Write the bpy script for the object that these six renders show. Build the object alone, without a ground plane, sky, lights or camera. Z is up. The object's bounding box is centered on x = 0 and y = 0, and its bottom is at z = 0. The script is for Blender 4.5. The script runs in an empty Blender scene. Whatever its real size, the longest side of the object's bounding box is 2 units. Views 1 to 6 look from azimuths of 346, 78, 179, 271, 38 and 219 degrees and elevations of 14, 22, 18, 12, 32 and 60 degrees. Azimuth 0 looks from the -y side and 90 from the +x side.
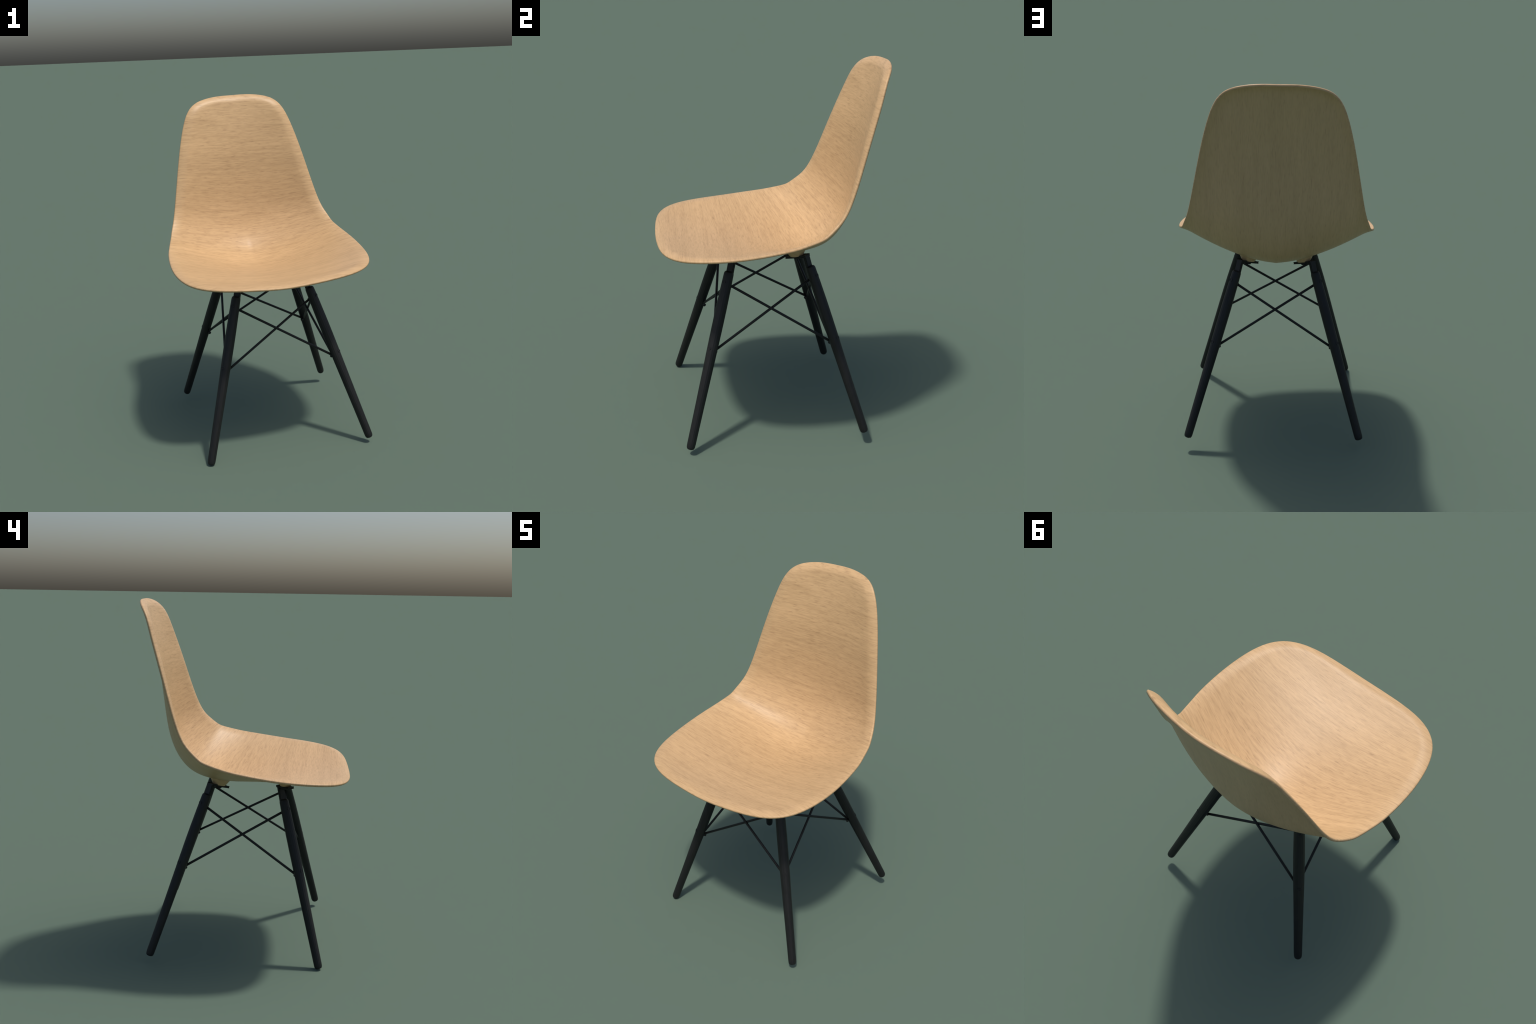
# Moulded plywood-look shell chair on splayed black dowel legs with wire cross bracing.
# The chair is modelled upright and symmetric about x = 0 in its own frame (origin between
# the feet); the root empty carries its slight lean and yaw.
import bpy, bmesh, math
from math import sin, cos, pi, sqrt
import numpy as np
from mathutils import Vector, Matrix
from mathutils.bvhtree import BVHTree

# ------------------------------------------------------------------ root frame
AXES = Matrix(((0.99914532, -0.02842342, 0.03001214),
               (0.02707704, 0.99864891, 0.0443529),
               (-0.03123225, -0.04350235, 0.99856502)))        # rows: chair x, y, z in the world
ORIGIN = Vector((0.0363, 0.0320, 0.0412))
root = bpy.data.objects.new("side_chair", None)
root.empty_display_size = 0.2
root.matrix_world = Matrix.Translation(ORIGIN) @ AXES.transposed().to_4x4()
root["label"] = "pale wood shell chair on splayed black legs with crossed rods"
root["category"] = "chair"
bpy.context.collection.objects.link(root)

def add(name, mesh, mats, parent=root, smooth=None):
    ob = bpy.data.objects.new(name, mesh)
    bpy.context.collection.objects.link(ob)
    ob.parent = parent
    if not mesh.materials:
        for m in (mats if isinstance(mats, (list, tuple)) else [mats]):
            mesh.materials.append(m)
    return ob

def mesh_from_bm(name, bm, angle=40):
    me = bpy.data.meshes.new(name)
    bmesh.ops.recalc_face_normals(bm, faces=bm.faces)
    bm.to_mesh(me); bm.free()
    me.shade_smooth()
    me.set_sharp_from_angle(angle=math.radians(angle))
    return me

# ------------------------------------------------------------------ materials
def nodes(name):
    m = bpy.data.materials.new(name); m.use_nodes = True
    nt = m.node_tree
    return m, nt, nt.nodes["Principled BSDF"]

def ramp(nt, stops):
    r = nt.nodes.new("ShaderNodeValToRGB")
    e = r.color_ramp.elements
    e[0].position, e[0].color = stops[0][0], (*stops[0][1], 1)
    e[1].position, e[1].color = stops[-1][0], (*stops[-1][1], 1)
    for p, c in stops[1:-1]:
        k = e.new(p); k.color = (*c, 1)
    return r

def noise(nt, vec, scale, detail=3, rough=.55, dist=0.0):
    n = nt.nodes.new("ShaderNodeTexNoise")
    n.inputs["Scale"].default_value = scale
    n.inputs["Detail"].default_value = detail
    n.inputs["Roughness"].default_value = rough
    n.inputs["Distortion"].default_value = dist
    nt.links.new(vec, n.inputs["Vector"])
    return n.outputs["Fac"]

def section_coords(nt):
    """Grain space of the shell: x across, angle about a point in front of the sitter (so that
    fibres follow the cross-sections up the side walls), distance from that point."""
    def math_node(op, a, b=None):
        n = nt.nodes.new("ShaderNodeMath"); n.operation = op
        for i, v in enumerate((a, b)):
            if v is None: continue
            if hasattr(v, "is_linked"): nt.links.new(v, n.inputs[i])
            else: n.inputs[i].default_value = v
        return n.outputs[0]
    tc = nt.nodes.new("ShaderNodeTexCoord")
    sp = nt.nodes.new("ShaderNodeSeparateXYZ"); nt.links.new(tc.outputs["Object"], sp.inputs[0])
    dy = math_node('ADD', sp.outputs[1], .45); dz = math_node('SUBTRACT', 1.78, sp.outputs[2])
    ang = math_node('ARCTAN2', dy, dz)
    arc = math_node('MULTIPLY', ang, .9)
    arc = math_node('ADD', arc, math_node('MULTIPLY', sp.outputs[0], .035))       # fibres run slightly askew
    rad = math_node('SQRT', math_node('ADD', math_node('MULTIPLY', dy, dy), math_node('MULTIPLY', dz, dz)))
    cb = nt.nodes.new("ShaderNodeCombineXYZ")
    for i, v in enumerate((sp.outputs[0], arc, rad)):
        nt.links.new(v, cb.inputs[i])
    return cb.outputs[0]

def mapping(nt, scale, src=None, loc=(0, 0, 0)):
    mp = nt.nodes.new("ShaderNodeMapping")
    mp.inputs["Scale"].default_value = scale
    mp.inputs["Location"].default_value = loc
    if src is None:
        src = nt.nodes.new("ShaderNodeTexCoord").outputs["Object"]
    nt.links.new(src, mp.inputs["Vector"])
    return mp.outputs["Vector"]

def mixc(nt, fac, a, b, mode='MIX'):
    m = nt.nodes.new("ShaderNodeMix"); m.data_type = 'RGBA'; m.blend_type = mode
    for s, v in ((0, fac), (6, a), (7, b)):
        if hasattr(v, "is_linked"):
            nt.links.new(v, m.inputs[s])
        elif isinstance(v, (int, float)):
            m.inputs[s].default_value = v
        else:
            m.inputs[s].default_value = (*v, 1)
    return m.outputs[2]

def wood(name, grain, base, sections=False, k=1.0):
    """Veneer: broad tone drift, medium bands and short dark pore dashes along one axis.
    grain = scale vector (small number along the fibre)."""
    m, nt, bs = nodes(name)
    L = nt.links.new
    g = Vector(grain)
    src = section_coords(nt) if sections else None
    drift = noise(nt, mapping(nt, g * .045, src), 1.0, 2, .5)
    band = noise(nt, mapping(nt, Vector([v * (.33 if v > 60 else .16) for v in g]), src, (3, 1, 7)), 1.0, 4, .6, .3)
    fibre = noise(nt, mapping(nt, g, src, (9, 4, 2)), 1.0, 3, .6)
    pore = noise(nt, mapping(nt, g * 1.15, src, (1, 8, 5)), 1.0, 2, .5)
    b = Vector(base)
    tint = lambda *v: Vector([1 + (x - 1) * k for x in v])
    c = ramp(nt, [(.32, b * .96), (.5, b), (.7, b * 1.04)]); L(drift, c.inputs[0])
    c1 = ramp(nt, [(.3, tint(.925, .915, .905)), (.5, tint(1, 1, 1)), (.72, tint(1.05, 1.055, 1.065))]); L(band, c1.inputs[0])
    c2 = ramp(nt, [(.26, tint(.85, .835, .82)), (.5, tint(1, 1, 1)), (.74, tint(1.08, 1.085, 1.09))]); L(fibre, c2.inputs[0])
    c3 = ramp(nt, [(.60, tint(1, 1, 1)), (.74, tint(.80, .78, .77))]); L(pore, c3.inputs[0])
    col = mixc(nt, 1.0, c.outputs[0], c1.outputs[0], 'MULTIPLY')
    col = mixc(nt, 1.0, col, c2.outputs[0], 'MULTIPLY')
    col = mixc(nt, 1.0, col, c3.outputs[0], 'MULTIPLY')
    L(col, bs.inputs["Base Color"])
    bs.inputs["Roughness"].default_value = .42
    bs.inputs["Specular IOR Level"].default_value = .27
    bp = nt.nodes.new("ShaderNodeBump")
    bp.inputs["Strength"].default_value = .12
    bp.inputs["Distance"].default_value = .003
    L(fibre, bp.inputs["Height"]); L(bp.outputs[0], bs.inputs["Normal"])
    return m

WOOD_FRONT = wood("veneer_cross_grain", (17, 170, 12), (.545, .357, .186), True, k=1.15)
WOOD_BACK = wood("veneer_long_grain", (165, 22, 22), (.585, .39, .203), k=.6)

def black(name, base, rough, grain):
    m, nt, bs = nodes(name)
    f = noise(nt, mapping(nt, grain), 1.0, 3, .6)
    c = ramp(nt, [(.3, Vector(base) * .8), (.7, Vector(base) * 1.25)])
    nt.links.new(f, c.inputs[0]); nt.links.new(c.outputs[0], bs.inputs["Base Color"])
    bs.inputs["Roughness"].default_value = rough
    bs.inputs["Specular IOR Level"].default_value = .35
    bp = nt.nodes.new("ShaderNodeBump")
    bp.inputs["Strength"].default_value = .1; bp.inputs["Distance"].default_value = .002
    nt.links.new(f, bp.inputs["Height"]); nt.links.new(bp.outputs[0], bs.inputs["Normal"])
    return m

BLACK_WOOD = black("black_stained_wood", (.0085, .0086, .009), .5, (60, 60, 8))
BLACK_METAL = black("black_powder_coat", (.008, .008, .0085), .5, (90, 90, 90))

# ------------------------------------------------------------------ moulded shell
def spline_op(k, u):
    """Matrix that evaluates a natural cubic spline with knots k at parameters u."""
    k = np.asarray(k, float); n = len(k); h = np.diff(k)
    A = np.eye(n); B = np.zeros((n, n))
    for i in range(1, n - 1):
        A[i, i-1:i+2] = h[i-1], 2 * (h[i-1] + h[i]), h[i]
        B[i, i-1:i+2] = 6 / h[i-1], -6 / h[i-1] - 6 / h[i], 6 / h[i]
    m = np.linalg.solve(A, B); I = np.eye(n)
    j = np.clip(np.searchsorted(k, u) - 1, 0, n - 2)
    t = u - k[j]; hj = h[j]
    a = ((hj - t) / hj)[:, None]; b = (t / hj)[:, None]; hh = (hj ** 2)[:, None] / 6
    return a * I[j] + b * I[j+1] + ((a**3 - a) * m[j] + (b**3 - b) * m[j+1]) * hh

# centre line of the shell, (y, z), from the top of the back down and forward to the front edge
PROFILE = [
    (0.6438, 1.9258), (0.5805, 1.7937), (0.4985, 1.4425), (0.4490, 1.1772),
    (0.4105, 1.0805), (0.3202, 0.9782), (0.1672, 0.9417), (0.0531, 0.9453),
    (-0.2987, 0.9960), (-0.4813, 1.0176), (-0.5776, 1.0257)]
PROFILE_KNOTS = [0.0000, 0.0862, 0.2635, 0.4029, 0.4593, 0.5264, 0.6007, 0.6733, 0.8522, 0.9465, 1.0000]
# rim: (position along the centre line 0..1, half width x, height of the rim over the centre line)
RIM = [
    (0.0000, 0.0000, 0.0000), (0.0036, 0.1157, 0.0068), (0.0198, 0.2168, 0.0192), (0.0523, 0.2865, 0.0308),
    (0.1189, 0.3428, 0.0323), (0.2343, 0.4030, 0.0615), (0.3418, 0.4491, 0.1028), (0.4103, 0.4793, 0.1376),
    (0.4619, 0.5009, 0.1711), (0.5336, 0.5114, 0.1830), (0.6289, 0.5344, 0.1693), (0.7291, 0.5543, 0.1314),
    (0.8292, 0.5517, 0.0799), (0.9295, 0.4908, 0.0418), (0.9865, 0.3273, 0.0193), (0.9984, 0.1366, 0.0052),
    (1.0000, 0.0000, 0.0000)]
RIM_KNOTS = [0.0000, 0.1206, 0.2161, 0.3165, 0.4522, 0.6419, 0.8700, 1.0530, 1.1848, 1.3256, 1.5167, 1.7374, 1.9278, 2.1136, 2.3087, 2.4711, 2.6213]
# along the centre line: (position, value), eased in between
DISH_POWER = ((.10, .33, .52, .90), (1.85, 1.98, 1.60, 1.85))                   # how flat the pan is
LIP_DROP = ((.10, .30, .50, .80, .97), (.021, .022, .011, .012, .017))          # roll of the edge
LIP_WIDTH = 0.064
THICK = 0.014

def eased(a, table):
    k, v = np.array(table[0]), np.array(table[1])
    a = np.clip(a, k[0], k[-1])
    j = np.clip(np.searchsorted(k, a) - 1, 0, len(k) - 2)
    t = (a - k[j]) / (k[j+1] - k[j]); t = t * t * (3 - 2 * t)
    return v[j] * (1 - t) + v[j+1] * t

def shell_surface():
    NC = 300
    P = spline_op(PROFILE_KNOTS, np.linspace(0, 1, NC)) @ np.array(PROFILE)
    T = np.gradient(P, axis=0); T /= np.linalg.norm(T, axis=1)[:, None]
    N = np.stack([T[:, 1], -T[:, 0]], 1)                        # towards the sitter
    arc = np.linalg.norm(np.diff(P, axis=0), axis=1).sum()
    O = np.array(RIM); k = np.array(RIM_KNOTS)
    mO = O * [1, -1, 1]
    full = np.vstack([mO[:0:-1], O, mO[::-1][1:]])              # mirror so that the ends are smooth
    kk = np.r_[-k[:0:-1], k, (2 * k[-1] - k[::-1])[1:]]
    NO = 150
    half = spline_op(kk, np.linspace(0, k[-1], NO)) @ full
    half[0, :2] = 0, 0; half[-1, :2] = 1, 0
    loop = np.vstack([half, (half * [1, -1, 1])[::-1][1:-1]])
    a_r, x_r, h_r = loop.T
    rings = np.r_[np.linspace(0, .86, 22)[:-1], np.linspace(.86, 1, 14)]
    spine = np.clip(a_r, .12, .86)
    r = rings[:, None]
    a = spine + (a_r - spine) * r
    x = x_r * r
    d = np.hypot((a_r - a) * arc, x_r - x)
    lip = np.clip(1 - d / LIP_WIDTH, 0, 1) ** 2.0
    p = eased(a_r, DISH_POWER)
    drop = eased(a_r, LIP_DROP)
    soft = .16                                                  # no ridge along the middle
    pan = ((r * r + soft**2) ** (p / 2) - soft ** p) / ((1 + soft**2) ** (p / 2) - soft ** p)
    h = (h_r + drop) * pan - drop * lip
    f = np.clip(a, 0, 1) * (NC - 1); i = np.clip(f.astype(int), 0, NC - 2); t = (f - i)[..., None]
    yz = P[i] * (1 - t) + P[i+1] * t + (N[i] * (1 - t) + N[i+1] * t) * h[..., None]
    return np.concatenate([x[..., None], yz], -1)               # [ring, loop, xyz]

def grid_normals(S):
    du = np.gradient(S, axis=0)
    dv = np.roll(S, -1, 1) - np.roll(S, 1, 1)
    n = np.cross(dv, du)
    l = np.linalg.norm(n, axis=2)
    n[0] = n[1]; l[0] = l[1]
    n /= np.maximum(l, 1e-9)[..., None]
    # orient towards the sitter (up / forward)
    s = np.sign((n * np.array([0, -.6, .8])).sum(-1).mean())
    n *= s
    # left and right share the spine: make the normals there symmetric
    for _ in range(3):
        n[8:] = (np.roll(n[8:], 1, 1) + 2 * n[8:] + np.roll(n[8:], -1, 1)) / 4
    n /= np.linalg.norm(n, axis=2)[..., None]
    n[0, :, 0] = 0
    n[0] /= np.linalg.norm(n[0], axis=1)[:, None]
    return n

def fair_bend(S, rounds=40):
    """Ease the tight turn of the side walls where back meets seat."""
    y, z = S[-1, :, 1], S[-1, :, 2]
    w = np.exp(-(((y - .20) / .11) ** 2 + ((z - 1.17) / .17) ** 2))[None, :, None] * np.linspace(0, 1, len(S))[:, None, None] ** .5
    for _ in range(rounds):
        S = S + w * ((np.roll(S, 1, 1) + np.roll(S, -1, 1)) / 2 - S) * .5
    return S

S = fair_bend(shell_surface())
NRM = grid_normals(S)
R_, K_, _ = S.shape
bm = bmesh.new()
def put(P):
    return [[bm.verts.new(v) for v in row] for row in P]
top = put(S + NRM * THICK / 2)
bot = put(S - NRM * THICK / 2)
edge_dir = S[-1] - S[-2]
def fair(v, n):
    for _ in range(n):
        v = (np.roll(v, 1, 0) + 2 * v + np.roll(v, -1, 0)) / 4
    return v / np.linalg.norm(v, axis=1)[:, None]
edge_dir = fair(edge_dir / np.linalg.norm(edge_dir, axis=1)[:, None], 6)
caps = [top[-1]]
for j in range(1, 6):
    th = pi * j / 6
    caps.append([bm.verts.new(S[-1, q] + (NRM[-1, q] * cos(th) + edge_dir[q] * sin(th) * .8) * THICK / 2) for q in range(K_)])
caps.append(bot[-1])
def skin(rows, mat):
    for A, B in zip(rows[:-1], rows[1:]):
        for q in range(K_):
            w = (q + 1) % K_
            f = bm.faces.new((A[q], A[w], B[w], B[q])); f.material_index = mat
skin(top, 0); skin(caps, 0); skin(bot, 1)
bmesh.ops.remove_doubles(bm, verts=bm.verts, dist=1e-5)
bmesh.ops.dissolve_degenerate(bm, edges=bm.edges, dist=1e-6)
shell_me = mesh_from_bm("seat_shell", bm, 80)
shell = add("seat_shell", shell_me, [WOOD_FRONT, WOOD_BACK])
shell_bvh = BVHTree.FromPolygons([v.co for v in shell_me.vertices], [tuple(p.vertices) for p in shell_me.polygons])

# ------------------------------------------------------------------ helpers for the base
def frame(a, b, ref):
    """Matrix with z from a to b, x as near to ref as possible, origin a."""
    z = (Vector(b) - Vector(a)).normalized()
    x = Vector(ref) - z * z.dot(ref); x.normalize()
    y = z.cross(x)
    m = Matrix((x, y, z)).transposed().to_4x4(); m.translation = Vector(a)
    return m

def lathe(profile, segs=24, mat=None):
    """Closed solid of revolution about z from (radius, z) pairs."""
    bm = bmesh.new()
    rows = [[bm.verts.new((r * cos(2*pi*s/segs), r * sin(2*pi*s/segs), z)) for s in range(segs)] for r, z in profile]
    for A, B in zip(rows[:-1], rows[1:]):
        for s in range(segs):
            bm.faces.new((A[s], A[(s+1) % segs], B[(s+1) % segs], B[s]))
    bm.faces.new(rows[0][::-1]); bm.faces.new(rows[-1])
    if mat is not None:
        bm.transform(mat)
    return bm

def box(size, mat, bevel=.0015):
    bm = bmesh.new()
    bmesh.ops.create_cube(bm, size=1.0)
    bm.transform(mat @ Matrix.Diagonal((*size, 1)))
    bmesh.ops.bevel(bm, geom=bm.edges, offset=bevel, segments=2, affect='EDGES')
    return bm

def join(*bms):
    out = bmesh.new()
    for b in bms:
        me = bpy.data.meshes.new("part"); b.to_mesh(me); b.free()
        out.from_mesh(me); bpy.data.meshes.remove(me)
    return out

# ------------------------------------------------------------------ base, designed once in the
# vertical plane of one leg: radial distance rho along +x, height z; copied to four corners
FOOT = (.6705, .0)
LEAN = .4125                                                    # rho lost per unit of height
rho = lambda z: FOOT[0] - LEAN * z
LEG_TOP = .886
leg_dir = Vector((-LEAN, 0, 1)).normalized()
LEG_LEN = LEG_TOP * sqrt(1 + LEAN**2)
leg_frame = frame((rho(0), 0, 0), (rho(1), 0, 1), (1, 0, 0))    # local x points outwards

LEG_RADII = [(.0, -.003), (.012, -.0025), (.0180, .0005), (.0210, .006), (.0224, .014), (.0229, .03), (.0235, .12),
             (.0247, .25), (.0264, .40), (.0283, .55), (.0292, .66), (.0292, .76), (.0280, .86),
             (.0267, .92), (.0261, .945), (.0243, .953), (.0195, LEG_LEN)]
leg_bm = lathe([(max(r, .0015), z) for r, z in LEG_RADII], 16, leg_frame @ Matrix.Rotation(pi / 16, 4, 'Z'))
leg_me = mesh_from_bm("leg", leg_bm, 18)

def on_leg(z, off):
    """Point at height z on the leg axis, moved off along the outward direction across the leg."""
    out = Vector((1, 0, LEAN)).normalized()
    return Vector((rho(z), 0, z)) + out * off
OUT = Vector((1, 0, LEAN)).normalized()

def leg_radius(z):
    s = z * sqrt(1 + LEAN**2)
    zs = [p[1] for p in LEG_RADII]; rs = [p[0] for p in LEG_RADII]
    return float(np.interp(s, zs, rs))

def bolt(z):
    r = leg_radius(z)
    a = on_leg(z, r - .004); b = on_leg(z, r + .01)
    m = frame(a, b, (0, 1, 0))
    return mesh_from_bm("bolt", lathe([(.0105, 0), (.0105, .0044), (.0100, .0050), (.0080, .0050), (.0074, .0044), (.0035, .0044), (.003, .0034)], 20, m), 30)
BOLT_Z = (.833, .505)
bolt_me = [bolt(z) for z in BOLT_Z]

# brackets: a flat bar let into the leg leaves its top and bends into a plate under the shell mount;
# the rear plates turn inwards, the front plates turn outwards and sit higher
BAR_W, BAR_T, BAR_OFF = .041, .016, -.0095
def bracket(bend, tip, nut_at):
    a, b = on_leg(.445, BAR_OFF - .003), on_leg(.86, BAR_OFF)
    m = frame(a, b, (1, 0, 0)); L = (b - a).length
    bar = box((BAR_T, BAR_W - .002, L), m @ Matrix.Translation((0, 0, L/2)), .002)
    a, b = on_leg(.85, BAR_OFF + .001), Vector(bend)
    m = frame(a, b, (1, 0, 0)); L = (b - a).length
    neck = box((BAR_T, BAR_W, L), m @ Matrix.Translation((0, 0, L/2)), .002)
    bend, tip = Vector(bend), Vector(tip)
    m = frame(tip, bend, (0, 0, 1)); L = (bend - tip).length + .007
    plate = box((.009, .043, L), m @ Matrix.Translation((-.0045, 0, L/2)), .002)
    up = (m.to_3x3() @ Vector((1, 0, 0)))
    n0 = tip.lerp(bend, nut_at) - up * .008
    nut = lathe([(.020, 0), (.020, .008), (.0175, .011)], 16, frame(n0, n0 - up, (0, 1, 0)))
    return mesh_from_bm("bracket", join(bar, neck, plate, nut), 30)
bracket_me = {
    "rear": bracket((.279, 0, .944), (.163, 0, .915), .52),
    "front": bracket((.270, 0, .961), (.355, 0, .969), .50)}

# joints on the inner side of the leg where the rods are welded
KNOB_HI = Vector((.303, 0, .812))
KNOB_LO = Vector((.438, 0, .475))
JOINT_HI = Vector((.313, 0, .816))                             # rod ends, inside the bar
JOINT_LO = Vector((.452, 0, .480))
def joint(P, r, back):
    a = P + OUT * back; b = P - OUT * .008
    L = (b - a).length
    return mesh_from_bm("rod_joint", lathe([(r, 0), (r, L - .004), (r * .75, L - .001), (r * .4, L)], 18, frame(a, b, (0, 1, 0))), 40)
joint_me = [joint(KNOB_HI, .0075, .03), joint(KNOB_LO, .0092, .03)]

# mount between bracket and shell
MOUNT = {"rear": Vector((.2215, 0, .9285)), "front": Vector((.312, 0, .966))}
MOUNT_UP = {"rear": Vector((-.21, 0, 1)).normalized(), "front": Vector((-.10, 0, 1)).normalized()}

for c in range(4):
    ang = math.radians(45 + 90 * c)
    Rz = Matrix.Rotation(ang, 4, 'Z')
    leg = add("leg", leg_me, BLACK_WOOD); leg.matrix_local = Rz
    for me in bolt_me:
        b = add("bolt", me, BLACK_METAL, leg)
    end = "rear" if sin(ang) > 0 else "front"
    br = add("bracket", bracket_me[end], BLACK_METAL); br.matrix_local = Rz
    for me in joint_me:
        add("rod_joint", me, BLACK_METAL, br)
    # mount: cone flaring up to the underside of the shell
    bm = bmesh.new(); segs = 32
    m = frame(MOUNT[end], MOUNT[end] + MOUNT_UP[end], (1, 0, 0))
    flare = .62 if end == 'rear' else .75; r0 = .0385 if end == 'rear' else .031
    rows = [[], [], [], []]
    for s in range(segs):
        d = Vector((cos(2*pi*s/segs), sin(2*pi*s/segs), 0))
        foot0 = Rz @ (m @ (d * (r0 - .004))); foot1 = Rz @ (m @ (d * r0 + Vector((0, 0, .005))))
        dirn = ((Rz @ m).to_3x3() @ (d * flare + Vector((0, 0, 1)))).normalized()
        hit = shell_bvh.ray_cast(foot1, dirn, .2)
        tail = hit[0] + dirn * .004 if hit[0] else foot1 + dirn * .04
        rows[0].append(bm.verts.new(foot0)); rows[1].append(bm.verts.new(foot1))
        rows[2].append(bm.verts.new(foot1.lerp(tail, .5))); rows[3].append(bm.verts.new(tail))
    for A, B in zip(rows[:-1], rows[1:]):
        for s in range(segs):
            bm.faces.new((A[s], A[(s+1) % segs], B[(s+1) % segs], B[s]))
    bm.faces.new(rows[0][::-1]); bm.faces.new(rows[-1])
    add("mount", mesh_from_bm("mount", bm, 35), WOOD_BACK)

# crossed rods between neighbouring legs
ROD_R = .0070
def rod(a, b):
    L = (b - a).length
    return mesh_from_bm("cross_rod", lathe([(ROD_R * .8, 0), (ROD_R, .002), (ROD_R, L - .002), (ROD_R * .8, L)], 14, frame(a, b, (.3, .2, .9))), 40)
for c in range(4):
    R1 = Matrix.Rotation(math.radians(45 + 90 * c), 3, 'Z')
    R2 = Matrix.Rotation(math.radians(135 + 90 * c), 3, 'Z')
    mid = (R1 @ Vector((1, 0, 0)) + R2 @ Vector((1, 0, 0))).normalized()
    add("cross_rod", rod(R1 @ JOINT_HI + mid * .004, R2 @ JOINT_LO + mid * .004), BLACK_METAL)
    add("cross_rod", rod(R2 @ JOINT_HI - mid * .004, R1 @ JOINT_LO - mid * .004), BLACK_METAL)
